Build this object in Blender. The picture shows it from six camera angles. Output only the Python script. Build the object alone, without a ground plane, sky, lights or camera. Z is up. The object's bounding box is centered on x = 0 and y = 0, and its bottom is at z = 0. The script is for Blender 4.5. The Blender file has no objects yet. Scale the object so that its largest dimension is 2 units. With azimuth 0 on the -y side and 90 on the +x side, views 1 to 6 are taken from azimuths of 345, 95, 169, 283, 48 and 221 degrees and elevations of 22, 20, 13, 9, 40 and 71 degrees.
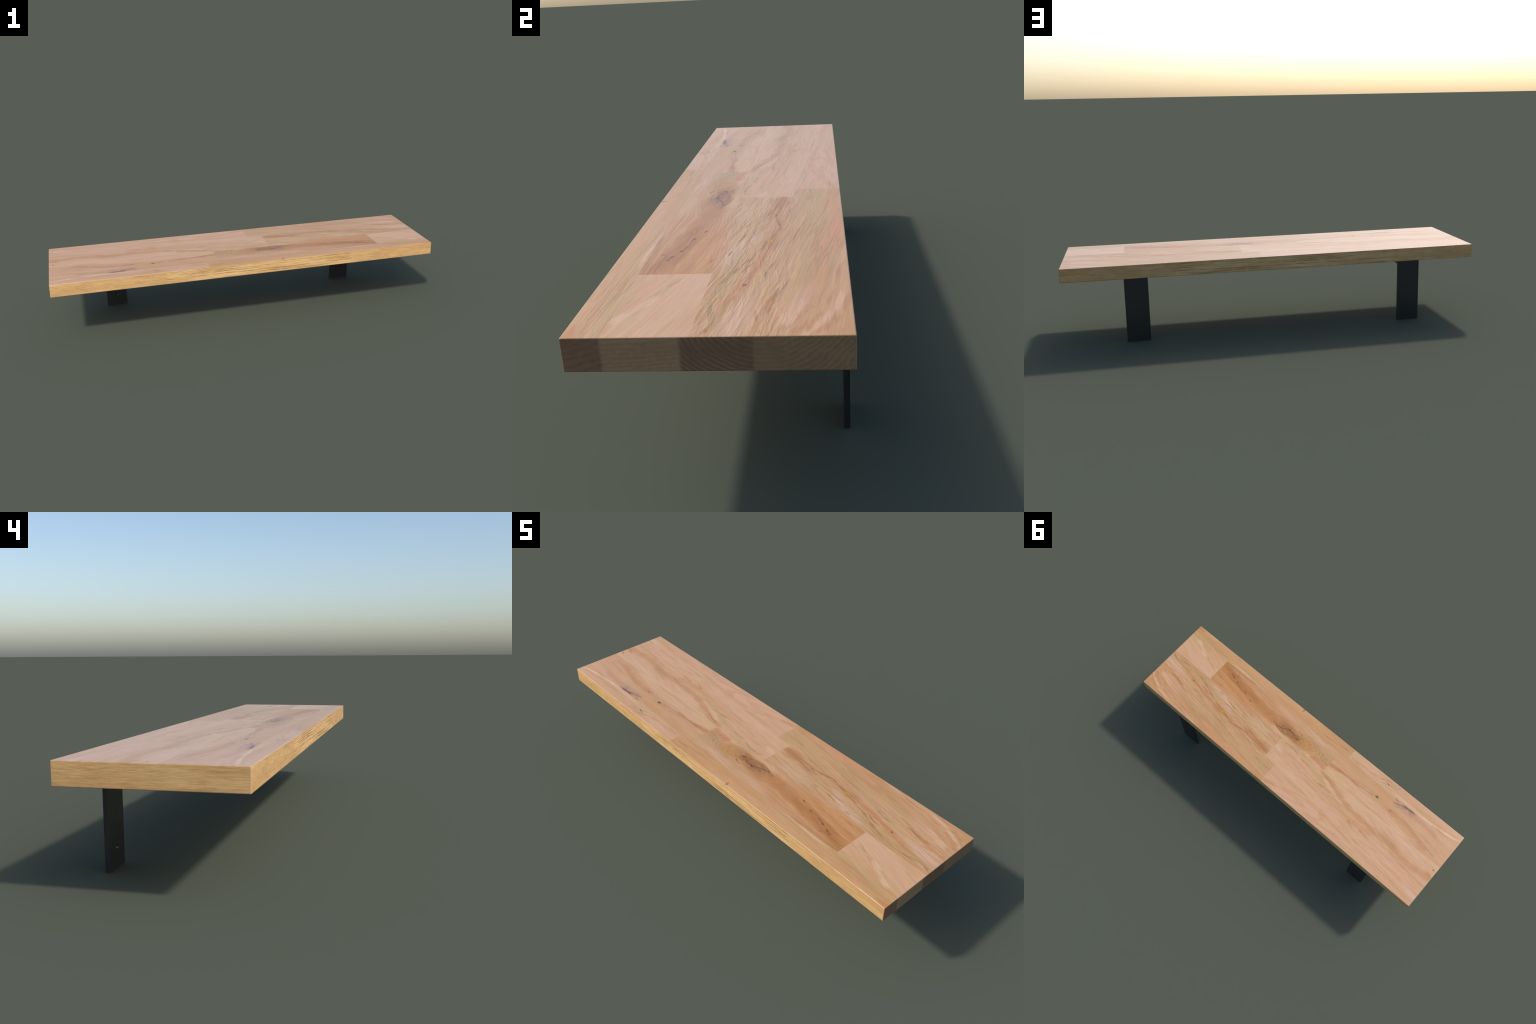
"""Low wall bench: a finger-jointed oak seat glued up from nine staves, carried
along its back edge by two black flat-steel angle brackets."""
import math
import bpy
import bmesh
from mathutils import Vector, Matrix

# ----------------------------------------------------------------- sizes (m)
HALF_X, HALF_Y = 1.0, 0.2495
SEAT_LOW, SEAT_TOP = 0.3015, 0.3665
ROUND = 0.0026                      # rounded arris of the seat
BRACKET_X, BRACKET_W = 0.6637, 0.109
PLATE_BACK, PLATE_T = 0.2490, 0.0135
HOLE_Z = 0.0620

scene = bpy.context.scene


# ------------------------------------------------------------ node shorthand
def lin(c):
    return c / 12.92 if c <= 0.04045 else ((c + 0.055) / 1.055) ** 2.4


class Tree:
    """Thin wrapper that makes shader node code readable."""

    def __init__(self, name):
        self.mat = bpy.data.materials.new(name)
        self.mat.use_nodes = True
        self.t = self.mat.node_tree
        self.bsdf = self.t.nodes["Principled BSDF"]
        self.obj = self.t.nodes.new("ShaderNodeTexCoord").outputs["Object"]

    def put(self, socket, v):
        if isinstance(v, bpy.types.NodeSocket):
            self.t.links.new(v, socket)
        elif v is not None:
            socket.default_value = v

    def math(self, op, a, b=None, c=None, clamp=False):
        n = self.t.nodes.new("ShaderNodeMath")
        n.operation, n.use_clamp = op, clamp
        for s, v in zip(n.inputs, (a, b, c)):
            self.put(s, v)
        return n.outputs[0]

    def add(self, a, b): return self.math("ADD", a, b)
    def sub(self, a, b): return self.math("SUBTRACT", a, b)
    def mul(self, a, b): return self.math("MULTIPLY", a, b)

    def vec(self, x=0.0, y=0.0, z=0.0):
        n = self.t.nodes.new("ShaderNodeCombineXYZ")
        for s, v in zip(n.inputs, (x, y, z)):
            self.put(s, v)
        return n.outputs[0]

    def split(self, v):
        n = self.t.nodes.new("ShaderNodeSeparateXYZ")
        self.put(n.inputs[0], v)
        return n.outputs

    def noise(self, v, scale=1.0, detail=2.0, rough=0.5, distort=0.0):
        n = self.t.nodes.new("ShaderNodeTexNoise")
        n.noise_dimensions = "3D"
        self.put(n.inputs["Vector"], v)
        n.inputs["Scale"].default_value = scale
        n.inputs["Detail"].default_value = detail
        n.inputs["Roughness"].default_value = rough
        n.inputs["Distortion"].default_value = distort
        return n.outputs["Fac"]

    def span(self, v, a, b, lo=0.0, hi=1.0, smooth=True):
        n = self.t.nodes.new("ShaderNodeMapRange")
        n.interpolation_type = "SMOOTHSTEP" if smooth else "LINEAR"
        n.clamp = True
        for s, x in zip(n.inputs, (v, a, b, lo, hi)):
            self.put(s, x)
        return n.outputs[0]

    def mix(self, f, a, b, mode="MIX"):
        n = self.t.nodes.new("ShaderNodeMix")
        n.data_type, n.blend_type, n.clamp_factor = "RGBA", mode, True
        self.put(n.inputs[0], f)
        for i, v in ((6, a), (7, b)):
            self.put(n.inputs[i], (*v, 1.0) if isinstance(v, tuple) and len(v) == 3 else v)
        return n.outputs[2]

    def shade(self, colour, factor):
        """colour * factor (a scalar socket)"""
        n = self.t.nodes.new("ShaderNodeVectorMath")
        n.operation = "SCALE"
        self.put(n.inputs[0], colour)
        self.put(n.inputs["Scale"], factor)
        return n.outputs[0]

    def blob(self, p, at, half, angle=0.0):
        """1 at the middle of a turned ellipse, 0 at its rim"""
        m = self.t.nodes.new("ShaderNodeMapping")
        m.vector_type = "TEXTURE"
        self.put(m.inputs["Vector"], p)
        m.inputs["Location"].default_value = (at[0], at[1], 0)
        m.inputs["Rotation"].default_value = (0, 0, angle)
        m.inputs["Scale"].default_value = (half[0], half[1], 1)
        g = self.t.nodes.new("ShaderNodeTexGradient")
        g.gradient_type = "SPHERICAL"
        self.put(g.inputs[0], m.outputs[0])
        return g.outputs["Fac"]

    def stroke(self, p, points, half):
        """soft band of half-width `half` that follows a polyline"""
        best = None
        for a, b in zip(points, points[1:]):
            d = Vector(b) - Vector(a)
            f = self.blob(p, (Vector(a) + Vector(b)) / 2, (d.length * 0.68 + half, half * 1.35), math.atan2(d.y, d.x))
            best = f if best is None else self.math("MAXIMUM", best, f)
        return best

    def finish(self, colour, rough, height=None, strength=0.5, distance=0.002, spec=0.5):
        self.put(self.bsdf.inputs["Base Color"], colour)
        self.put(self.bsdf.inputs["Roughness"], rough)
        self.bsdf.inputs["Specular IOR Level"].default_value = spec
        if height is not None:
            b = self.t.nodes.new("ShaderNodeBump")
            b.inputs["Strength"].default_value = strength
            b.inputs["Distance"].default_value = distance
            self.put(b.inputs["Height"], height)
            self.put(self.bsdf.inputs["Normal"], b.outputs[0])
        return self.mat


# -------------------------------------------------------------- oak palette
def oak(r, g, b, k=1.0):
    """albedo of a wood tone, given as display values on the sunlit top"""
    gain = (ALBEDO_R, ALBEDO_G, ALBEDO_B)
    return tuple(k * w * lin(v / 255) for v, w in zip((r, g, b), gain))


ALBEDO_R, ALBEDO_G, ALBEDO_B = 0.895, 0.862, 0.745
PALE = oak(213, 172, 143)
BLUSH = oak(206, 161, 130)
SAND = oak(201, 159, 118)
TAN = oak(196, 150, 106)
OLIVE = oak(190, 156, 110)
HONEY = oak(206, 150, 104)
BROWN = oak(184, 130, 86)
UMBER = oak(158, 106, 68)
DARK = oak(114, 70, 44)
INK = oak(92, 60, 54)
PLUM = oak(156, 120, 102)
RUST = oak(196, 134, 84)

# the nine staves: extent on the seat, two ground tones, grain tilt,
# contrast of the streaks, depth of the hand-planed figure, and the marks that
# sit on them: ("stroke", points, half-width, tone, strength) or
#               ("spot", centre, half-axes, angle in degrees, tone, strength)
AB, BC, CD = -0.181, -0.028, 0.120
STAVES = [
    dict(x=(-1, -0.222), y=(-HALF_Y, AB), tones=(PALE, BLUSH), tilt=-0.06, seed=1, streak=0.7, rag=0.2, figure=0.25, marks=[
        ("stroke", [(-0.23, -0.199), (-0.33, -0.194), (-0.42, -0.206), (-0.50, -0.235)], 0.0028, BROWN, 0.8),
        ("stroke", [(-0.23, -0.207), (-0.35, -0.202), (-0.44, -0.216), (-0.50, -0.245)], 0.0025, BROWN, 0.7),
        ("stroke", [(-0.26, -0.214), (-0.37, -0.211), (-0.45, -0.228)], 0.0022, TAN, 0.8),
        ("stroke", [(-0.25, -0.191), (-0.36, -0.186), (-0.44, -0.194), (-0.54, -0.222), (-0.57, -0.245)], 0.003, TAN, 0.8),
        ("stroke", [(-0.48, -0.190), (-0.57, -0.208), (-0.61, -0.240)], 0.003, TAN, 0.7),
        ("stroke", [(-0.465, -0.223), (-0.507, -0.209)], 0.0022, INK, 0.9),
        ("stroke", [(-0.72, -0.186), (-0.86, -0.192), (-1.0, -0.215)], 0.006, oak(226, 190, 166), 0.8),
        ("stroke", [(-0.78, -0.203), (-0.89, -0.207), (-1.0, -0.228)], 0.003, TAN, 0.8),
        ("stroke", [(-0.83, -0.184), (-0.91, -0.186), (-1.0, -0.199)], 0.003, TAN, 0.8),
    ]),
    dict(x=(-0.222, 1), y=(-HALF_Y, AB), tones=(SAND, TAN), tilt=-0.06, seed=2, streak=0.85, figure=0.22, marks=[
        ("stroke", [(1.0, -0.192), (0.80, -0.189), (0.6, -0.192), (0.45, -0.187)], 0.012, OLIVE, 0.5),
        ("stroke", [(0.68, -0.189), (0.52, -0.187), (0.40, -0.186)], 0.007, PALE, 0.8),
        ("stroke", [(0.66, -0.1835), (0.54, -0.1835), (0.42, -0.1835)], 0.0022, BROWN, 0.7),
        ("stroke", [(0.93, -0.232), (0.72, -0.236), (0.5, -0.232), (0.3, -0.235)], 0.005, HONEY, 0.7),
        ("stroke", [(0.30, -0.214), (0.1, -0.216), (-0.12, -0.224)], 0.01, HONEY, 0.6),
        ("stroke", [(0.12, -0.2), (0.02, -0.197), (-0.08, -0.202)], 0.004, OLIVE, 0.6),
        ("stroke", [(-0.03, -0.205), (-0.12, -0.212), (-0.2, -0.222)], 0.007, BROWN, 0.45),
        ("spot", (0.99, -0.236), (0.045, 0.014), 10, RUST, 0.8),
        ("stroke", [(0.985, -0.249), (0.978, -0.20)], 0.004, RUST, 0.4),
        ("stroke", [(0.161, -0.248), (0.158, -0.231)], 0.004, UMBER, 0.75),
        ("spot", (0.162, -0.244), (0.008, 0.005), 0, DARK, 0.6),
    ]),
    dict(x=(-1, -0.163), y=(AB, BC), tones=(oak(208, 166, 134), oak(202, 156, 120)), tilt=-0.10, seed=3, streak=0.75, figure=0.35, marks=[
        ("stroke", [(-0.166, -0.055), (-0.36, -0.062), (-0.55, -0.057), (-0.78, -0.03)], 0.022, PALE, 0.75),
        ("stroke", [(-0.17, -0.05), (-0.23, -0.048), (-0.28, -0.046)], 0.02, oak(206, 170, 126), 0.5),
        ("stroke", [(-0.22, -0.165), (-0.40, -0.160), (-0.55, -0.160)], 0.018, TAN, 0.75),
        ("stroke", [(-0.45, -0.135), (-0.53, -0.14), (-0.60, -0.13)], 0.016, HONEY, 0.55),
        ("stroke", [(-0.164, -0.088), (-0.20, -0.092), (-0.25, -0.096)], 0.012, BROWN, 0.85),
        ("stroke", [(-0.22, -0.095), (-0.30, -0.097), (-0.37, -0.096)], 0.0075, oak(178, 128, 88), 0.9),
        ("stroke", [(-0.33, -0.107), (-0.38, -0.112), (-0.41, -0.116)], 0.003, BROWN, 0.8),
        ("stroke", [(-0.37, -0.097), (-0.42, -0.102), (-0.48, -0.112)], 0.005, PLUM, 0.55),
        ("spot", (-0.487, -0.114), (0.045, 0.020), -8, OLIVE, 0.8),
        ("spot", (-0.491, -0.1145), (0.0135, 0.0085), 0, DARK, 1.0),
        ("stroke", [(-0.50, -0.121), (-0.55, -0.128)], 0.007, OLIVE, 0.5),
        ("spot", (-0.66, -0.160), (0.135, 0.034), -4, oak(184, 142, 118), 0.6),
        ("stroke", [(-0.585, -0.152), (-0.62, -0.163), (-0.665, -0.172), (-0.72, -0.174)], 0.008, PLUM, 0.85),
        ("stroke", [(-0.64, -0.171), (-0.67, -0.173), (-0.70, -0.176)], 0.0058, oak(112, 80, 68), 0.9),
        ("stroke", [(-0.575, -0.175), (-0.60, -0.172)], 0.004, UMBER, 0.7),
        ("stroke", [(-0.60, -0.140), (-0.63, -0.150), (-0.65, -0.160)], 0.007, PLUM, 0.35),
        ("stroke", [(-0.68, -0.166), (-0.69, -0.156), (-0.705, -0.154)], 0.007, PLUM, 0.45),
        ("stroke", [(-0.72, -0.165), (-0.80, -0.160), (-0.88, -0.150)], 0.014, oak(196, 146, 122), 0.7),
        ("stroke", [(-0.58, -0.100), (-0.66, -0.100), (-0.73, -0.088), (-0.80, -0.072), (-0.87, -0.048)], 0.014, oak(190, 140, 106), 0.85),
        ("stroke", [(-0.62, -0.083), (-0.70, -0.075), (-0.76, -0.066)], 0.008, oak(208, 160, 106), 0.7),
        ("stroke", [(-0.70, -0.104), (-0.78, -0.090), (-0.84, -0.068)], 0.003, BROWN, 0.6),
        ("stroke", [(-0.86, -0.066), (-0.91, -0.057), (-0.94, -0.050)], 0.004, oak(164, 134, 108), 0.8),
        ("stroke", [(-0.80, -0.105), (-0.88, -0.09), (-0.95, -0.085)], 0.004, oak(176, 142, 114), 0.6),
        ("spot", (-0.594, -0.100), (0.011, 0.0045), 0, UMBER, 0.9),
        ("spot", (-0.552, -0.083), (0.007, 0.004), 0, BROWN, 0.8),
        ("spot", (-0.618, -0.080), (0.007, 0.004), 0, BROWN, 0.7),
        ("stroke", [(-0.46, -0.055), (-0.51, -0.058)], 0.002, BROWN, 0.8),
    ]),
    dict(x=(-0.163, 0.715), y=(AB, BC), tones=(oak(200, 156, 118), oak(194, 146, 106)), tilt=-0.06, seed=2, streak=1.0, figure=(-0.09, -0.02, 0.30, 1.1),
         knot=(0.115, -0.088), marks=[
        ("stroke", [(-0.16, -0.15), (-0.05, -0.155), (0.1, -0.165), (0.3, -0.172)], 0.024, oak(204, 164, 132), 0.75),
        ("spot", (-0.04, -0.148), (0.05, 0.016), 0, oak(208, 166, 144), 0.8),
        ("spot", (-0.11, -0.10), (0.075, 0.045), 0, oak(192, 156, 116), 0.7),
        ("stroke", [(-0.16, -0.036), (-0.05, -0.044), (0.08, -0.042), (0.25, -0.042)], 0.012, oak(202, 166, 128), 0.8),
        ("stroke", [(-0.155, -0.042), (-0.12, -0.050), (-0.05, -0.056)], 0.014, oak(192, 132, 98), 0.8),
        ("spot", (0.60, -0.10), (0.26, 0.085), -6, oak(188, 134, 86), 0.95),
        ("spot", (0.66, -0.085), (0.12, 0.10), 0, oak(191, 138, 89), 0.9),
        ("spot", (0.56, -0.055), (0.28, 0.036), -4, oak(197, 144, 98), 0.8),
        ("stroke", [(0.72, -0.155), (0.64, -0.138), (0.55, -0.122), (0.43, -0.108), (0.33, -0.093), (0.24, -0.080)], 0.030, oak(180, 124, 74), 0.85),
        ("stroke", [(0.67, -0.142), (0.60, -0.128), (0.54, -0.116)], 0.016, oak(170, 113, 64), 0.45),
        ("spot", (0.44, -0.112), (0.065, 0.022), -8, oak(172, 116, 68), 0.6),
        ("stroke", [(0.715, -0.165), (0.695, -0.158), (0.66, -0.156)], 0.012, oak(178, 128, 70), 0.7),
        ("stroke", [(0.715, -0.178), (0.60, -0.177), (0.48, -0.178)], 0.003, UMBER, 0.55),
        ("stroke", [(0.62, -0.165), (0.45, -0.157), (0.32, -0.138), (0.2, -0.125)], 0.012, oak(200, 148, 104), 0.7),
        ("stroke", [(0.30, -0.11), (0.27, -0.118), (0.2, -0.125)], 0.005, BROWN, 0.5),
        ("spot", (0.135, -0.088), (0.150, 0.046), -14, oak(174, 122, 72), 0.9),
        ("spot", (0.02, -0.088), (0.100, 0.048), 0, oak(188, 138, 86), 0.9),
        ("spot", (0.075, -0.087), (0.046, 0.022), 10, oak(156, 106, 62), 0.85),
        ("spot", (0.12, -0.080), (0.075, 0.026), -10, oak(164, 113, 70), 0.8),
        ("spot", (0.195, -0.066), (0.075, 0.020), -14, oak(166, 114, 70), 0.8),
        ("stroke", [(0.245, -0.072), (0.205, -0.060), (0.155, -0.058), (0.10, -0.066), (0.06, -0.075)], 0.004, UMBER, 0.8),
        ("stroke", [(0.205, -0.072), (0.18, -0.075), (0.155, -0.088), (0.138, -0.096)], 0.0030, DARK, 0.8),
        ("stroke", [(0.145, -0.100), (0.137, -0.091)], 0.0042, oak(76, 48, 48), 0.9),
        ("stroke", [(0.205, -0.064), (0.222, -0.070)], 0.003, DARK, 0.9),
        ("stroke", [(0.138, -0.091), (0.115, -0.092), (0.098, -0.084)], 0.003, DARK, 0.7),
        ("spot", (0.070, -0.079), (0.014, 0.007), 15, DARK, 0.8),
        ("stroke", [(0.062, -0.112), (0.080, -0.119), (0.098, -0.120)], 0.004, DARK, 0.75),
        ("stroke", [(0.10, -0.118), (0.05, -0.128), (0.0, -0.145)], 0.003, BROWN, 0.6),
        ("spot", (0.186, -0.090), (0.006, 0.0035), 0, INK, 0.8),
        ("stroke", [(0.20, -0.082), (0.175, -0.086), (0.155, -0.095)], 0.002, UMBER, 0.7),
        ("stroke", [(0.640, -0.136), (0.626, -0.134), (0.612, -0.128)], 0.0036, INK, 1.0),
        ("stroke", [(0.582, -0.118), (0.568, -0.111)], 0.0034, INK, 0.95),
        ("stroke", [(0.565, -0.110), (0.545, -0.107)], 0.003, DARK, 0.8),
        ("stroke", [(0.512, -0.104), (0.492, -0.098)], 0.003, DARK, 0.8),
        ("stroke", [(0.448, -0.083), (0.432, -0.078)], 0.003, DARK, 0.85),
        ("stroke", [(0.43, -0.093), (0.40, -0.091)], 0.003, UMBER, 0.7),
        ("spot", (0.60, -0.152), (0.012, 0.007), 30, UMBER, 0.6),
        ("stroke", [(0.71, -0.112), (0.62, -0.095), (0.53, -0.085), (0.44, -0.066)], 0.006, oak(204, 152, 104), 0.7),
        ("stroke", [(0.71, -0.090), (0.63, -0.074), (0.54, -0.064), (0.46, -0.05)], 0.007, oak(182, 126, 78), 0.6),
        ("stroke", [(0.71, -0.064), (0.64, -0.052), (0.55, -0.044)], 0.005, oak(204, 152, 106), 0.65),
        ("stroke", [(0.71, -0.150), (0.65, -0.146), (0.58, -0.138)], 0.004, oak(158, 102, 56), 0.6),
        ("stroke", [(0.66, -0.120), (0.58, -0.104), (0.50, -0.092)], 0.005, oak(164, 108, 62), 0.55),
        ("stroke", [(0.42, -0.125), (0.34, -0.112), (0.26, -0.10)], 0.006, oak(188, 134, 86), 0.6),
        ("stroke", [(0.655, -0.041), (0.635, -0.038)], 0.003, UMBER, 0.6),
    ]),
    dict(x=(0.715, 1), y=(AB, BC), tones=(PALE, oak(208, 164, 132)), tilt=-0.30, seed=5, streak=0.6, figure=0.2, marks=[
        ("stroke", [(0.72, -0.168), (0.82, -0.172), (0.93, -0.178)], 0.016, OLIVE, 0.5),
        ("stroke", [(0.73, -0.135), (0.82, -0.150), (0.9, -0.172)], 0.010, HONEY, 0.45),
        ("stroke", [(0.934, -0.168), (0.86, -0.142), (0.79, -0.110), (0.73, -0.08)], 0.003, BROWN, 0.55),
        ("stroke", [(0.95, -0.18), (0.90, -0.15), (0.83, -0.115)], 0.010, oak(218, 180, 154), 0.7),
        ("stroke", [(0.99, -0.177), (0.94, -0.176)], 0.005, RUST, 0.5),
    ]),
    dict(x=(-1, 0.146), y=(BC, CD), tones=(PALE, oak(207, 163, 132)), tilt=-0.09, seed=6, streak=0.75, figure=0.35, marks=[
        ("stroke", [(0.145, -0.02), (0.03, -0.02), (-0.10, -0.01), (-0.20, 0.0)], 0.018, oak(200, 160, 120), 0.8),
        ("stroke", [(-0.17, -0.022), (-0.22, -0.018), (-0.28, 0.004), (-0.365, 0.030), (-0.44, 0.047), (-0.54, 0.052), (-0.62, 0.058)], 0.015, oak(194, 144, 104), 0.9),
        ("stroke", [(-0.62, 0.060), (-0.71, 0.052), (-0.78, 0.068), (-0.86, 0.076), (-0.93, 0.068), (-1.0, 0.06)], 0.020, oak(194, 146, 108), 0.85),
        ("stroke", [(-0.15, 0.010), (-0.24, 0.038), (-0.33, 0.060), (-0.42, 0.080)], 0.014, OLIVE, 0.65),
        ("stroke", [(-0.19, 0.042), (-0.235, 0.043), (-0.28, 0.045)], 0.0032, UMBER, 0.75),
        ("stroke", [(-0.20, -0.018), (-0.25, -0.004), (-0.29, 0.010)], 0.0030, UMBER, 0.6),
        ("stroke", [(-0.44, 0.085), (-0.52, 0.088), (-0.60, 0.080)], 0.018, oak(198, 148, 108), 0.7),
        ("spot", (-0.462, 0.101), (0.022, 0.0055), -14, RUST, 0.95),
        ("stroke", [(-0.452, 0.105), (-0.48, 0.112), (-0.508, 0.117)], 0.0028, RUST, 0.9),
        ("stroke", [(-0.525, 0.098), (-0.56, 0.105), (-0.60, 0.112)], 0.004, BROWN, 0.7),
        ("stroke", [(-0.54, 0.045), (-0.585, 0.052), (-0.62, 0.056)], 0.0045, PLUM, 0.65),
        ("stroke", [(-0.60, 0.07), (-0.66, 0.066), (-0.74, 0.07)], 0.006, OLIVE, 0.6),
        ("stroke", [(-0.66, 0.080), (-0.72, 0.088), (-0.80, 0.100), (-0.88, 0.106)], 0.003, BROWN, 0.7),
        ("stroke", [(-0.72, 0.080), (-0.79, 0.088)], 0.006, HONEY, 0.6),
        ("stroke", [(-0.84, 0.105), (-0.92, 0.112), (-1.0, 0.12)], 0.004, TAN, 0.7),
        ("spot", (-0.978, 0.046), (0.034, 0.014), -18, RUST, 0.85),
        ("stroke", [(-0.995, 0.010), (-0.96, -0.005), (-0.90, -0.012)], 0.004, HONEY, 0.6),
        ("spot", (-0.980, 0.008), (0.0075, 0.0045), 0, DARK, 1.0),
        ("stroke", [(0.125, 0.057), (0.06, 0.066), (0.0, 0.077), (-0.06, 0.088), (-0.115, 0.096)], 0.0026, TAN, 0.9),
        ("stroke", [(-0.02, -0.001), (-0.06, 0.000), (-0.095, 0.004)], 0.003, UMBER, 0.55),
        ("stroke", [(0.112, -0.014), (0.08, -0.021), (0.045, -0.022), (0.0, -0.010)], 0.0034, UMBER, 0.6),
        ("stroke", [(0.13, 0.012), (0.06, 0.018), (0.0, 0.022)], 0.003, TAN, 0.7),
        ("spot", (0.12, 0.030), (0.055, 0.020), -10, oak(220, 180, 152), 0.8),
        ("spot", (-0.024, 0.044), (0.045, 0.010), -10, OLIVE, 0.6),
        ("stroke", [(-0.10, 0.07), (-0.2, 0.095), (-0.3, 0.11)], 0.004, TAN, 0.6),
        ("stroke", [(-0.70, 0.0), (-0.8, -0.004), (-0.9, 0.01)], 0.012, oak(214, 174, 150), 0.7),
    ]),
    dict(x=(0.146, 1), y=(BC, CD), tones=(oak(202, 160, 123), oak(194, 149, 108)), tilt=-0.15, seed=7, streak=1.35, figure=(0.10, 0.16, 1.5, 0.40), marks=[
        ("spot", (0.93, 0.045), (0.12, 0.040), -6, oak(210, 168, 144), 0.85),
        ("spot", (0.60, 0.005), (0.13, 0.030), -10, oak(208, 170, 144), 0.8),
        ("spot", (0.50, 0.045), (0.05, 0.018), -10, oak(204, 166, 146), 0.75),
        ("spot", (0.30, 0.00), (0.14, 0.026), -6, oak(202, 168, 136), 0.7),
        ("spot", (0.205, 0.090), (0.085, 0.030), -4, oak(184, 128, 80), 0.95),
        ("spot", (0.300, 0.070), (0.075, 0.024), -8, oak(186, 136, 92), 0.8),
        ("stroke", [(0.90, 0.012), (0.82, 0.028), (0.72, 0.055), (0.60, 0.075), (0.50, 0.088)], 0.015, oak(190, 136, 94), 0.9),
        ("stroke", [(0.50, 0.082), (0.42, 0.096), (0.34, 0.092), (0.25, 0.086)], 0.010, oak(188, 136, 92), 0.7),
        ("stroke", [(0.905, 0.097), (0.875, 0.098), (0.845, 0.104)], 0.007, oak(184, 128, 80), 0.95),
        ("stroke", [(0.85, 0.103), (0.80, 0.117), (0.756, 0.131)], 0.004, UMBER, 0.6),
        ("stroke", [(0.87, 0.085), (0.80, 0.096), (0.73, 0.104)], 0.006, TAN, 0.8),
        ("stroke", [(0.999, -0.013), (0.968, 0.001), (0.93, 0.003), (0.905, 0.003)], 0.0042, UMBER, 0.8),
        ("stroke", [(0.94, -0.002), (0.89, -0.006), (0.855, -0.014), (0.80, -0.004), (0.74, 0.010), (0.69, 0.020)], 0.0055, oak(160, 122, 78), 0.8),
        ("stroke", [(0.96, 0.004), (0.90, 0.014), (0.86, 0.03)], 0.012, OLIVE, 0.75),
        ("stroke", [(0.88, -0.012), (0.80, 0.006), (0.72, 0.022)], 0.015, OLIVE, 0.6),
        ("stroke", [(0.71, 0.020), (0.66, 0.036), (0.60, 0.055), (0.55, 0.070), (0.51, 0.080)], 0.0045, oak(160, 118, 66), 0.85),
        ("stroke", [(0.72, 0.035), (0.68, 0.040), (0.655, 0.052)], 0.0034, UMBER, 0.8),
        ("stroke", [(0.74, 0.08), (0.70, 0.085), (0.66, 0.092)], 0.0034, UMBER, 0.7),
        ("spot", (0.511, 0.079), (0.026, 0.010), -14, oak(188, 146, 62), 0.95),
        ("stroke", [(0.50, 0.082), (0.455, 0.090), (0.42, 0.098), (0.36, 0.085), (0.31, 0.082)], 0.0038, oak(142, 96, 62), 0.8),
        ("stroke", [(0.36, 0.105), (0.31, 0.112), (0.26, 0.118)], 0.003, UMBER, 0.6),
        ("stroke", [(0.33, 0.06), (0.28, 0.074), (0.24, 0.078)], 0.0028, UMBER, 0.6),
        ("stroke", [(0.24, 0.066), (0.20, 0.060), (0.165, 0.062)], 0.0028, UMBER, 0.6),
        ("spot", (0.778, 0.045), (0.009, 0.006), -20, DARK, 0.75),
        ("stroke", [(0.61, -0.006), (0.585, -0.002)], 0.003, DARK, 0.75),
        ("stroke", [(0.52, 0.006), (0.50, 0.014), (0.47, 0.018)], 0.003, UMBER, 0.7),
        ("stroke", [(0.42, 0.012), (0.39, 0.020)], 0.003, UMBER, 0.6),
        ("stroke", [(0.70, -0.010), (0.66, 0.002), (0.62, 0.008)], 0.004, OLIVE, 0.7),
        ("stroke", [(0.46, 0.02), (0.40, 0.028), (0.34, 0.03)], 0.010, OLIVE, 0.6),
        ("stroke", [(0.998, 0.093), (0.96, 0.083), (0.90, 0.075)], 0.0034, BROWN, 0.8),
        ("stroke", [(0.69, -0.022), (0.5, -0.022), (0.35, -0.02)], 0.010, oak(196, 144, 104), 0.6),
    ]),
    dict(x=(-1, 0.066), y=(CD, HALF_Y), tones=(oak(212, 169, 142), oak(207, 163, 132)), tilt=-0.09, seed=6, streak=0.75, figure=0.35, marks=[
        ("stroke", [(0.06, 0.23), (-0.04, 0.205), (-0.17, 0.165), (-0.30, 0.170), (-0.345, 0.190), (-0.30, 0.222), (-0.2, 0.24)], 0.010, oak(198, 150, 114), 0.55),
        ("stroke", [(-0.02, 0.215), (-0.13, 0.192), (-0.19, 0.188), (-0.21, 0.20), (-0.15, 0.22), (-0.05, 0.238)], 0.008, oak(200, 152, 116), 0.5),
        ("spot", (-0.335, 0.178), (0.05, 0.014), -8, TAN, 0.7),
        ("stroke", [(-0.02, 0.145), (-0.124, 0.150), (-0.19, 0.142)], 0.006, OLIVE, 0.65),
        ("stroke", [(-0.25, 0.150), (-0.40, 0.165), (-0.52, 0.160), (-0.66, 0.175)], 0.005, TAN, 0.6),
        ("stroke", [(-0.28, 0.235), (-0.38, 0.222), (-0.48, 0.215)], 0.005, oak(190, 144, 112), 0.6),
        ("stroke", [(-0.60, 0.185), (-0.70, 0.200), (-0.84, 0.205), (-1.0, 0.225)], 0.004, TAN, 0.6),
        ("stroke", [(-0.74, 0.165), (-0.83, 0.160), (-0.89, 0.170)], 0.010, oak(208, 154, 116), 0.7),
        ("stroke", [(-0.55, 0.150), (-0.63, 0.142), (-0.70, 0.13)], 0.005, TAN, 0.7),
        ("stroke", [(-0.80, 0.135), (-0.90, 0.132), (-1.0, 0.142)], 0.005, HONEY, 0.6),
        ("stroke", [(-0.90, 0.19), (-1.0, 0.2)], 0.010, oak(216, 176, 156), 0.7),
        ("spot", (0.03, 0.222), (0.055, 0.014), 6, oak(200, 152, 108), 0.7),
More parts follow.
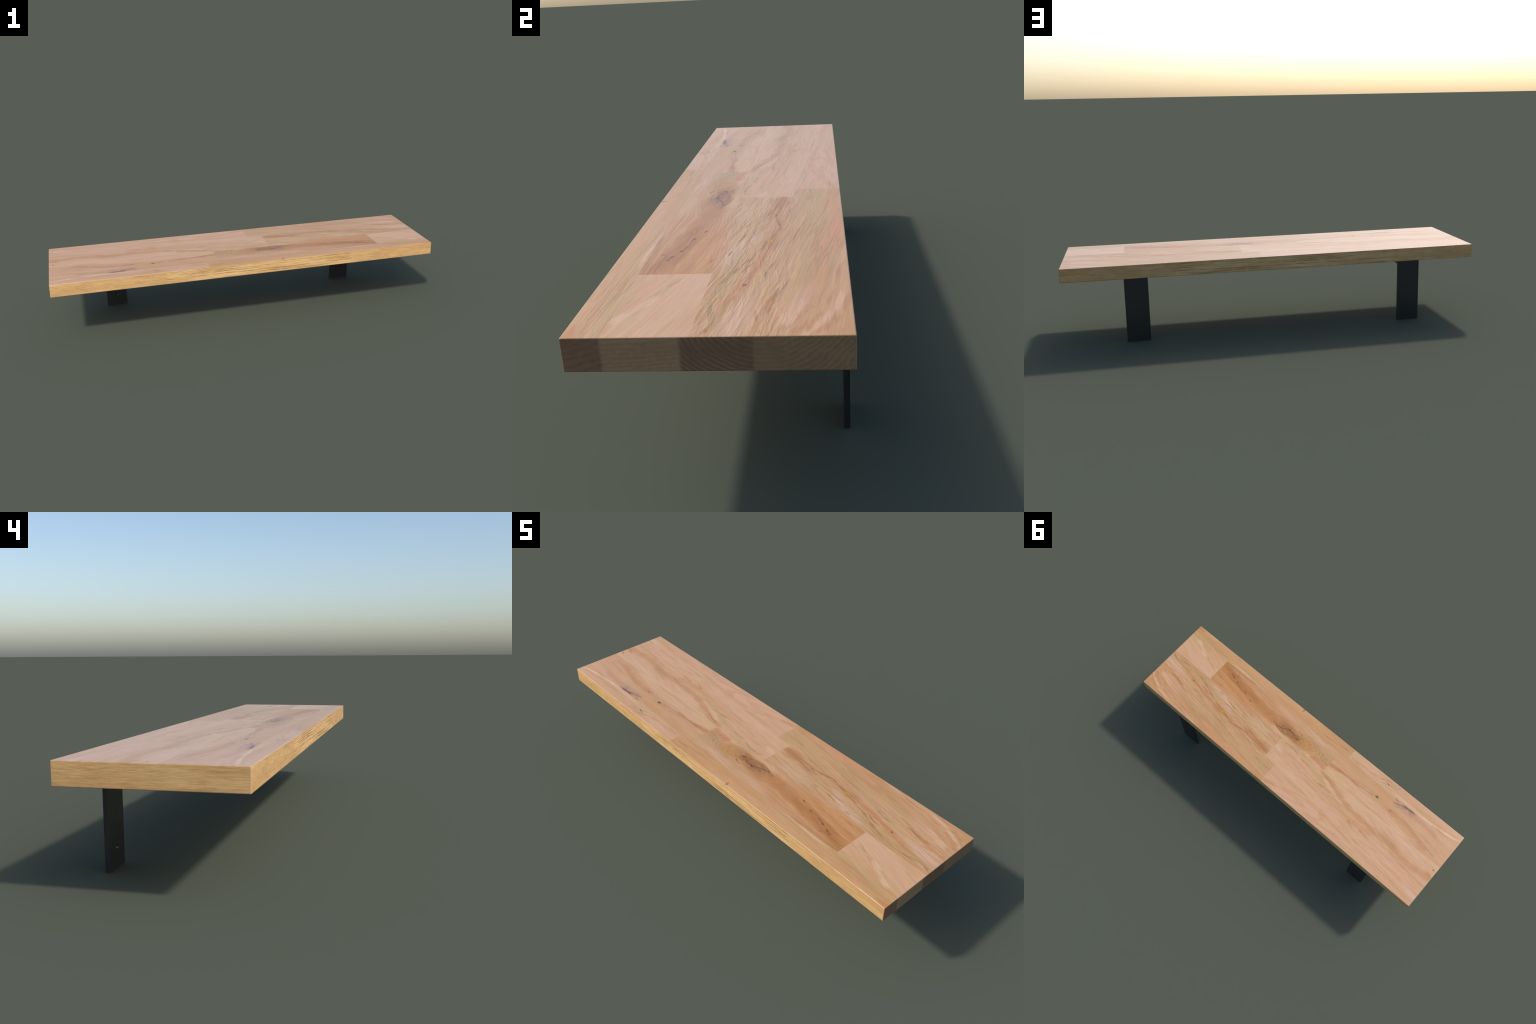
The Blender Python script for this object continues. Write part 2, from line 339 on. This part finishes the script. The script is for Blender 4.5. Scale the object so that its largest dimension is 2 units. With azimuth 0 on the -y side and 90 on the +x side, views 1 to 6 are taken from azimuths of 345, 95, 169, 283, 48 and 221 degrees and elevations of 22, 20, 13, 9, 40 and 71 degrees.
        ("stroke", [(0.06, 0.238), (0.02, 0.222), (-0.01, 0.216)], 0.003, BROWN, 0.6),
    ]),
    dict(x=(0.066, 1), y=(CD, HALF_Y), tones=(oak(202, 160, 123), oak(194, 149, 108)), tilt=-0.15, seed=7, streak=1.1, figure=(0.10, 0.16, 1.5, 0.40), marks=[
        ("stroke", [(0.995, 0.140), (0.95, 0.172), (0.90, 0.198), (0.80, 0.220), (0.68, 0.232)], 0.006, oak(186, 132, 94), 0.8),
        ("stroke", [(0.994, 0.183), (0.95, 0.210), (0.91, 0.230), (0.83, 0.246)], 0.006, oak(186, 132, 94), 0.8),
        ("stroke", [(0.975, 0.130), (0.92, 0.160), (0.87, 0.185), (0.76, 0.208), (0.64, 0.220)], 0.005, oak(188, 136, 98), 0.7),
        ("stroke", [(0.998, 0.162), (0.95, 0.192), (0.91, 0.214), (0.82, 0.234)], 0.007, oak(216, 174, 148), 0.7),
        ("stroke", [(0.96, 0.128), (0.91, 0.140), (0.86, 0.160)], 0.012, oak(216, 176, 148), 0.75),
        ("stroke", [(0.998, 0.214), (0.97, 0.232), (0.94, 0.246)], 0.005, oak(196, 144, 106), 0.8),
        ("spot", (0.84, 0.160), (0.09, 0.020), -18, oak(206, 160, 134), 0.7),
        ("spot", (0.40, 0.232), (0.30, 0.020), -1, oak(204, 146, 108), 0.85),
        ("spot", (0.53, 0.200), (0.10, 0.012), -6, oak(204, 148, 110), 0.65),
        ("spot", (0.69, 0.200), (0.09, 0.016), -8, oak(198, 146, 104), 0.6),
        ("spot", (0.40, 0.175), (0.22, 0.022), -6, OLIVE, 0.7),
        ("spot", (0.15, 0.180), (0.12, 0.030), -4, OLIVE, 0.8),
        ("spot", (0.110, 0.134), (0.060, 0.014), -4, OLIVE, 0.8),
        ("stroke", [(0.07, 0.238), (0.16, 0.224), (0.26, 0.222)], 0.008, HONEY, 0.6),
        ("stroke", [(0.075, 0.165), (0.13, 0.170), (0.19, 0.160)], 0.003, UMBER, 0.5),
        ("stroke", [(0.33, 0.16), (0.42, 0.145), (0.52, 0.130)], 0.003, UMBER, 0.45),
        ("stroke", [(0.62, 0.16), (0.72, 0.150), (0.80, 0.128)], 0.008, OLIVE, 0.6),
    ]),
]

TONE_GAIN = 1.0


def top_material(s):
    t = Tree("oak_stave_top")
    x, y, z = t.split(t.obj)
    sd = s["seed"] * 7.31
    # grain coordinates: along (u) and across (v) the fibres, which wander
    wander = t.sub(t.noise(t.vec(t.mul(x, 1.1), t.mul(y, 4.0), sd), 1.0, 1.0), 0.5)
    v = t.math("MULTIPLY_ADD", x, -s["tilt"], y)
    v = t.math("MULTIPLY_ADD", wander, 0.060, v)
    if "knot" in s:                       # fibres part around the knot
        kx, ky = s["knot"]
        dx, dy = t.mul(t.sub(x, kx), 0.30), t.sub(y, ky)
        rr = t.math("SQRT", t.add(t.math("MULTIPLY_ADD", dx, dx, 0.00004), t.mul(dy, dy)))
        near = t.span(rr, 0.012, 0.075, 1.0, 0.0)
        ring = t.math("MULTIPLY_ADD", wander, 0.02, rr)
        v = t.add(t.mul(v, t.sub(1.0, near)), t.mul(ring, near))
    u = x

    def grain(fu, fv, detail=2.0, rough=0.55, k=0.0):
        return t.noise(t.vec(t.mul(u, fu), t.mul(v, fv), sd + k), 1.0, detail, rough)

    # feature coordinates, gently ragged along the fibre
    rag = t.sub(grain(7.0, 110.0, 2.0, 0.6, 3.0), 0.5)
    rag2 = t.sub(t.noise(t.vec(t.mul(x, 9.0), t.mul(y, 20.0), sd + 5), 1.0, 1.0), 0.5)
    plain = t.vec(t.math("MULTIPLY_ADD", rag, 0.022, x), t.math("MULTIPLY_ADD", rag, 0.005, y), 0.0)
    p = t.vec(t.math("MULTIPLY_ADD", rag, 0.07 * s.get("rag", 1.0), x), t.add(y, t.add(t.mul(rag2, 0.008), t.mul(rag, 0.005))), 0.0)

    broad = grain(1.6, 16.0, 2.0, 0.5, 11.0)
    col = t.mix(t.span(broad, 0.36, 0.64), *s["tones"])
    hue = grain(5.0, 30.0, 2.0, 0.5, 21.0)       # greenish and rosy drift
    col = t.mix(t.span(hue, 0.50, 0.72, 0.0, 0.60), col, OLIVE)
    col = t.mix(t.span(hue, 0.48, 0.22, 0.0, 0.40), col, BLUSH)
    sap = grain(2.8, 34.0, 2.0, 0.55, 26.0)
    col = t.mix(t.span(sap, 0.50, 0.70, 0.0, 0.55), col, oak(200, 152, 112))
    mid = grain(5.0, 75.0, 3.0, 0.6, 31.0)
    fine = grain(16.0, 260.0, 2.0, 0.6, 41.0)
    feather = t.span(mid, 0.25, 0.75, 0.72, 1.18, False)
    ticks = t.span(grain(22.0, 230.0, 2.0, 0.6, 91.0), 0.32, 0.58, 0.35, 1.0)
    relief = t.mul(t.span(mid, 0.3, 0.7), 0.55)
    deep = None
    for m in s["marks"]:
        if m[0] == "stroke":
            _, pts, half, tone, k = m
            short = math.dist(pts[0], pts[-1]) < 0.055
            f = t.stroke(plain if short else p, pts, half)
        else:
            _, at, half, ang, tone, k = m
            f = t.blob(plain if max(half) < 0.02 else p, at, half, math.radians(ang))
        f = t.span(f, 0.0, 0.60, 0.0, k)
        if min(half if isinstance(half, tuple) else (half, half)) > 0.006:
            f = t.mul(f, feather)
        elif m[0] == "stroke":
            f = t.mul(f, ticks)
        if m[0] == "stroke" and half <= 0.006 and sum(tone) < sum(UMBER) * 1.02:
            deep = f if deep is None else t.math("MAXIMUM", deep, f)
        col = t.mix(f, col, tone)
    if "knot" in s:                       # crowded rings on the far side of the knot
        ex, ey = t.mul(t.sub(x, kx - 0.055), 0.42), t.sub(y, ky - 0.004)
        er = t.math("SQRT", t.add(t.mul(ex, ex), t.mul(ey, ey)))
        ripple = t.sub(t.noise(t.vec(t.mul(x, 22.0), t.mul(y, 30.0), sd + 95), 1.0, 2.0), 0.5)
        er = t.add(er, t.math("MULTIPLY_ADD", rag2, 0.030, t.mul(ripple, 0.016)))
        wave = t.math("SINE", t.mul(er, math.tau / 0.0088))
        zone = t.span(t.blob(p, (kx - 0.150, ky - 0.004), (0.165, 0.072)), 0.0, 0.45)
        zone = t.mul(zone, t.span(x, kx - 0.03, kx - 0.09, 0.25, 1.0))
        wave = t.mul(t.mul(t.span(wave, 0.25, 0.95), zone), ticks)
        col = t.mix(t.mul(wave, 0.36), col, oak(152, 106, 66))
        burl = t.noise(t.vec(t.mul(x, 48.0), t.mul(y, 110.0), sd + 97), 1.0, 3.0, 0.65, 1.2)
        heart = t.span(t.blob(p, (kx + 0.010, ky + 0.008), (0.15, 0.045), -0.15), 0.0, 0.5)
        col = t.shade(col, t.sub(1.0, t.mul(heart, t.span(burl, 0.42, 0.68, 0.0, 0.24))))
    # growth lines: narrow dark troughs of a stretched noise
    st = s["streak"]
    lines = t.math("ABSOLUTE", t.sub(grain(2.2, 42.0, 2.0, 0.55, 51.0), 0.5))
    gate = t.span(grain(3.0, 14.0, 1.0, 0.5, 61.0), 0.40, 0.62)
    lines = t.mul(t.span(lines, 0.0, 0.05, 1.0, 0.0), gate)
    col = t.mix(t.mul(lines, 0.27 * st), col, (0.70, 0.60, 0.50), "MULTIPLY")
    tone = t.math("MULTIPLY_ADD", t.sub(mid, 0.5), 0.29 * st, 1.0)
    tone = t.math("MULTIPLY_ADD", t.sub(fine, 0.5), 0.14 + 0.20 * st, tone)
    col = t.shade(col, t.mul(tone, TONE_GAIN))
    # relief: fibre, growth lines, and short chatter of a scraped surface
    chat = t.noise(t.vec(t.mul(x, 19.0), t.mul(t.math("MULTIPLY_ADD", wander, 0.03, y), 78.0), sd + 71), 1.0, 2.0, 0.55, 0.7)
    place = t.span(t.noise(t.vec(t.mul(x, 5.0), t.mul(y, 12.0), sd + 81), 1.0, 1.0), 0.30, 0.70, 0.25, 1.0)
    fig = s["figure"]
    if isinstance(fig, tuple):            # figure fades out across the stave
        y0, y1, f0, f1 = fig
        fig = t.span(y, y0, y1, f0, f1)
    h = t.mul(t.math("MULTIPLY_ADD", t.mul(chat, place), 2.6, relief), fig)
    h = t.math("MULTIPLY_ADD", lines, -0.35 * st, h)
    h = t.math("MULTIPLY_ADD", fine, 0.10, h)
    if deep is not None:
        h = t.math("MULTIPLY_ADD", deep, -0.35, h)
    rough = t.math("MULTIPLY_ADD", t.sub(mid, 0.5), 0.10, TOP_ROUGH)
    return t.finish(col, rough, h, 0.25, 0.0035, TOP_SPEC)


TOP_ROUGH, TOP_SPEC = 0.31, 0.5


def edge_material(name, end=False):
    """long-grain edge band of the seat; figured quarter in the middle of the
    long sides, calm grain elsewhere and on the short end"""
    t = Tree(name)
    x, y, z = t.split(t.obj)
    a = y if end else x
    wob = t.sub(t.noise(t.vec(t.mul(a, 4.0), t.mul(z, 14.0), t.mul(y, 4.0)), 1.0, 2.0), 0.5)
    w = t.math("MULTIPLY_ADD", wob, 0.020, z)
    calm = t.noise(t.vec(t.mul(a, 11.0), t.mul(w, 95.0), 3.0), 1.0, 3.0, 0.6)
    fine = t.noise(t.vec(t.mul(a, 40.0), t.mul(w, 300.0), 5.0), 1.0, 2.0, 0.6)
    drift = t.noise(t.vec(t.mul(a, 5.0), t.mul(w, 24.0), 9.0), 1.0, 2.0)
    light, mid, deep = oak(219, 180, 130), oak(208, 166, 117), oak(186, 146, 104)
    col = t.mix(t.span(drift, 0.35, 0.65), light, mid)
    col = t.mix(t.span(calm, 0.50, 0.78, 0.0, 0.75), col, deep)
    streaks = t.noise(t.vec(t.mul(a, 20.0), t.mul(w, 190.0), 7.0), 1.0, 2.0, 0.6)
    fleck = t.math("MULTIPLY_ADD", t.sub(streaks, 0.5), 0.60, t.math("MULTIPLY_ADD", t.sub(fine, 0.5), 0.34, 1.0))
    col = t.shade(col, fleck)
    h = t.math("MULTIPLY_ADD", fine, 0.4, calm)
    if not end:
        lines = t.noise(t.vec(t.mul(a, 2.6), t.mul(w, 150.0), 17.0), 1.0, 2.0, 0.5)
        dash = t.noise(t.vec(t.mul(a, 22.0), t.mul(w, 160.0), 23.0), 1.0, 2.0, 0.5)
        furrow = t.math("MULTIPLY", t.span(lines, 0.47, 0.62), t.span(dash, 0.34, 0.60, 0.15, 1.0))
        col2 = t.mix(t.span(drift, 0.3, 0.7), oak(232, 193, 143), oak(215, 173, 120))
        col2 = t.mix(t.mul(furrow, 0.66), col2, oak(152, 118, 86))
        col2 = t.shade(col2, fleck)
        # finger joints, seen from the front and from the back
        jag = t.mul(t.math("GREATER_THAN", z, 0.330), -0.012)
        back = t.math("GREATER_THAN", y, 0.0)
        lo = t.math("MULTIPLY_ADD", back, -0.155, -0.437)
        hi = t.add(t.math("MULTIPLY_ADD", back, -0.055, 0.535), jag)
        band = t.mul(t.span(t.sub(x, lo), -0.004, 0.004), t.span(t.sub(hi, x), -0.004, 0.004))
        col = t.mix(band, col, col2)
        h = t.math("MULTIPLY_ADD", t.mul(furrow, band), -1.2, h)
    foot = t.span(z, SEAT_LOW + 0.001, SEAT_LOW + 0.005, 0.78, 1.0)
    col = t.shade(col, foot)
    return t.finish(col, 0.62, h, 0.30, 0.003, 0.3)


def end_grain_material():
    t = Tree("oak_end_grain")
    x, y, z = t.split(t.obj)
    n = t.noise(t.vec(t.mul(y, 90.0), t.mul(z, 160.0), 2.0), 1.0, 2.0, 0.6)
    soft = t.noise(t.vec(t.mul(y, 10.0), t.mul(z, 22.0), 4.0), 1.0, 2.0)
    wob = t.mul(t.sub(soft, 0.5), 0.020)

    def rings(cy, cz, period, sharp=0.5):
        dy, dz = t.sub(y, cy), t.sub(z, cz)
        r = t.add(t.math("SQRT", t.add(t.mul(dy, dy), t.mul(dz, dz))), wob)
        return t.math("SINE", t.mul(r, math.tau / period))

    flat = rings(-0.20, 1.6, 0.0085)
    arcs = rings(0.100, 0.440, 0.0090)
    tilted = rings(-0.42, 1.0, 0.013)
    ground = [oak(148, 112, 90), oak(176, 140, 110), oak(138, 107, 86), oak(156, 123, 97), oak(153, 121, 95)]
    cuts = [-0.181, -0.046, 0.078, 0.138]
    lines = t.mul(tilted, 1.0)
    col = ground[0]
    for cut, g, r in zip(cuts, ground[1:], (flat, arcs, arcs, arcs)):
        m = t.span(t.add(y, t.mul(wob, 0.2)), cut - 0.004, cut + 0.004)
        col = t.mix(m, col, g)
        k = 1.9 if cut == cuts[1] else (1.0 if cut > 0.1 else 0.7)
        lines = t.add(t.mul(lines, t.sub(1.0, m)), t.mul(t.mul(r, k), m))
    ray = t.noise(t.vec(t.mul(y, 130.0), t.mul(z, 6.0), 8.0), 1.0, 1.0)
    val = t.math("MULTIPLY_ADD", t.mul(lines, t.span(soft, 0.3, 0.65, 0.3, 1.0)), 0.11, 1.0)
    val = t.math("MULTIPLY_ADD", t.sub(n, 0.5), 0.40, val)
    val = t.math("MULTIPLY_ADD", t.span(ray, 0.62, 0.75), 0.16, val)
    val = t.math("MULTIPLY_ADD", t.sub(soft, 0.5), 0.35, val)
    return t.finish(t.shade(col, val), 0.65, n, 0.15, 0.002, 0.3)


def steel_material():
    t = Tree("black_powder_coat")
    x, y, z = t.split(t.obj)
    grit = t.noise(t.obj, 420.0, 2.0, 0.6)
    soft = t.noise(t.obj, 9.0, 2.0)
    col = t.mix(soft, (0.0215, 0.0218, 0.0206), (0.0255, 0.0258, 0.0244))
    return t.finish(col, t.math("MULTIPLY_ADD", soft, 0.08, 0.30), grit, 0.05, 0.0006, 0.50)


# ------------------------------------------------------------------ geometry
def rounded_slab():
    bm = bmesh.new()
    bmesh.ops.create_cube(bm, size=1.0, matrix=Matrix.Translation((0, 0, (SEAT_LOW + SEAT_TOP) / 2))
                          @ Matrix.Diagonal((2 * HALF_X, 2 * HALF_Y, SEAT_TOP - SEAT_LOW, 1.0)))
    bmesh.ops.bevel(bm, geom=bm.edges[:], offset=ROUND, segments=4, profile=0.5, affect="EDGES")
    return bm


def cut_stave(slab, xs, ys):
    """the block of the slab between two x and two y planes, closed again"""
    bm = slab.copy()
    gap = 0.00004
    for axis, (lo, hi), far in ((0, xs, HALF_X), (1, ys, HALF_Y)):
        for at, sign in ((lo, -1), (hi, 1)):
            if abs(at) >= far - 1e-6:
                continue
            co, no = Vector((0, 0, 0)), Vector((0, 0, 0))
            co[axis], no[axis] = at - sign * gap, sign
            cut = bmesh.ops.bisect_plane(bm, geom=bm.verts[:] + bm.edges[:] + bm.faces[:], plane_co=co, plane_no=no, clear_outer=True)
            rim = [e for e in cut["geom_cut"] if isinstance(e, bmesh.types.BMEdge)]
            bmesh.ops.edgeloop_fill(bm, edges=rim)
    bmesh.ops.recalc_face_normals(bm, faces=bm.faces[:])
    return bm


def link(name, data, parent=None):
    o = bpy.data.objects.new(name, data)
    scene.collection.objects.link(o)
    if parent is not None:
        o.parent = parent
    return o


bench = link("wall_bench", None)
bench.empty_display_size = 0.2
bench["label"] = "low bench with jointed oak plank seat on two black steel brackets"
bench["category"] = "bench"
seat = link("seat", None, bench)

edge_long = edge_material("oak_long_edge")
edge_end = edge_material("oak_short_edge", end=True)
end_grain = end_grain_material()
# marks near a glue line run over onto the neighbour cut from the same board
for a, b in ((5, 7), (6, 8)):
    both = STAVES[a]["marks"] + STAVES[b]["marks"]
    STAVES[a]["marks"] = STAVES[b]["marks"] = both

slab = rounded_slab()
for s in STAVES:
    bm = cut_stave(slab, s["x"], s["y"])
    for f in bm.faces:
        n, c = f.normal, f.calc_center_median()
        if abs(n.y) > 0.995 and abs(c.y) > HALF_Y - 1e-4:
            f.material_index = 1
        elif n.x < -0.995 and c.x < -HALF_X + 1e-4:
            f.material_index = 2
        elif n.x > 0.6 and c.x > HALF_X - ROUND:
            f.material_index = 3
    me = bpy.data.meshes.new("stave")
    bm.to_mesh(me)
    bm.free()
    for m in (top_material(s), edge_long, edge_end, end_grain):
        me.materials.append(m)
    link("stave", me, seat)
slab.free()


def bracket_mesh():
    """flat bar bent to an angle: upright plate and arm under the seat"""
    w, r = BRACKET_W / 2, 0.004
    y0, y1, top, arm = PLATE_BACK - PLATE_T, PLATE_BACK, SEAT_LOW - 0.0002, -0.165
    inner = [(y0 - r * (1 - math.sin(a)), top - PLATE_T - r * (1 - math.cos(a))) for a in (math.pi / 2 * k / 6 for k in range(7))]
    profile = [(y1, 0.0), (y1, top), (arm, top), (arm, top - PLATE_T)] + inner + [(y0, 0.0)]
    bm = bmesh.new()
    face = bm.faces.new([bm.verts.new((-w, y, z)) for y, z in profile])
    out = bmesh.ops.extrude_face_region(bm, geom=[face])
    bmesh.ops.translate(bm, verts=[v for v in out["geom"] if isinstance(v, bmesh.types.BMVert)], vec=(2 * w, 0, 0))
    bmesh.ops.recalc_face_normals(bm, faces=bm.faces[:])
    sharp = [e for e in bm.edges if len(e.link_faces) == 2 and e.calc_face_angle() > 0.8]
    bmesh.ops.bevel(bm, geom=sharp, offset=0.0009, segments=2, profile=0.5, affect="EDGES")
    me = bpy.data.meshes.new("bracket")
    bm.to_mesh(me)
    bm.free()
    return me


def countersink_mesh():
    """turned cutter: wide cone running into a short blind bore"""
    rings = [(0.0108, -0.004), (0.0104, 0.0), (0.0036, 0.0065), (0.0036, 0.0095)]
    bm, loops = bmesh.new(), []
    for r, d in rings:
        loops.append([bm.verts.new((r * math.cos(a), d, r * math.sin(a))) for a in (math.tau * k / 40 for k in range(40))])
    for a, b in zip(loops, loops[1:]):
        for k in range(40):
            bm.faces.new((a[k], a[(k + 1) % 40], b[(k + 1) % 40], b[k]))
    bm.faces.new(loops[0])
    bm.faces.new(loops[-1])
    bmesh.ops.recalc_face_normals(bm, faces=bm.faces[:])
    me = bpy.data.meshes.new("cutter")
    bm.to_mesh(me)
    bm.free()
    return me


blank = link("bracket", bracket_mesh())
cutter = link("cutter", countersink_mesh())
cutter.location = (0, PLATE_BACK - PLATE_T, HOLE_Z)
cut = blank.modifiers.new("hole", "BOOLEAN")
cut.object, cut.operation, cut.solver = cutter, "DIFFERENCE", "EXACT"
bpy.context.view_layer.update()
shape = bpy.data.meshes.new_from_object(blank.evaluated_get(bpy.context.evaluated_depsgraph_get()))
shape.name = "bracket"
bpy.data.objects.remove(blank)
bpy.data.objects.remove(cutter)
shape.materials.clear()
shape.materials.append(steel_material())
for sx in (-1, 1):
    b = link("bracket", shape, bench)
    b.location.x = sx * BRACKET_X
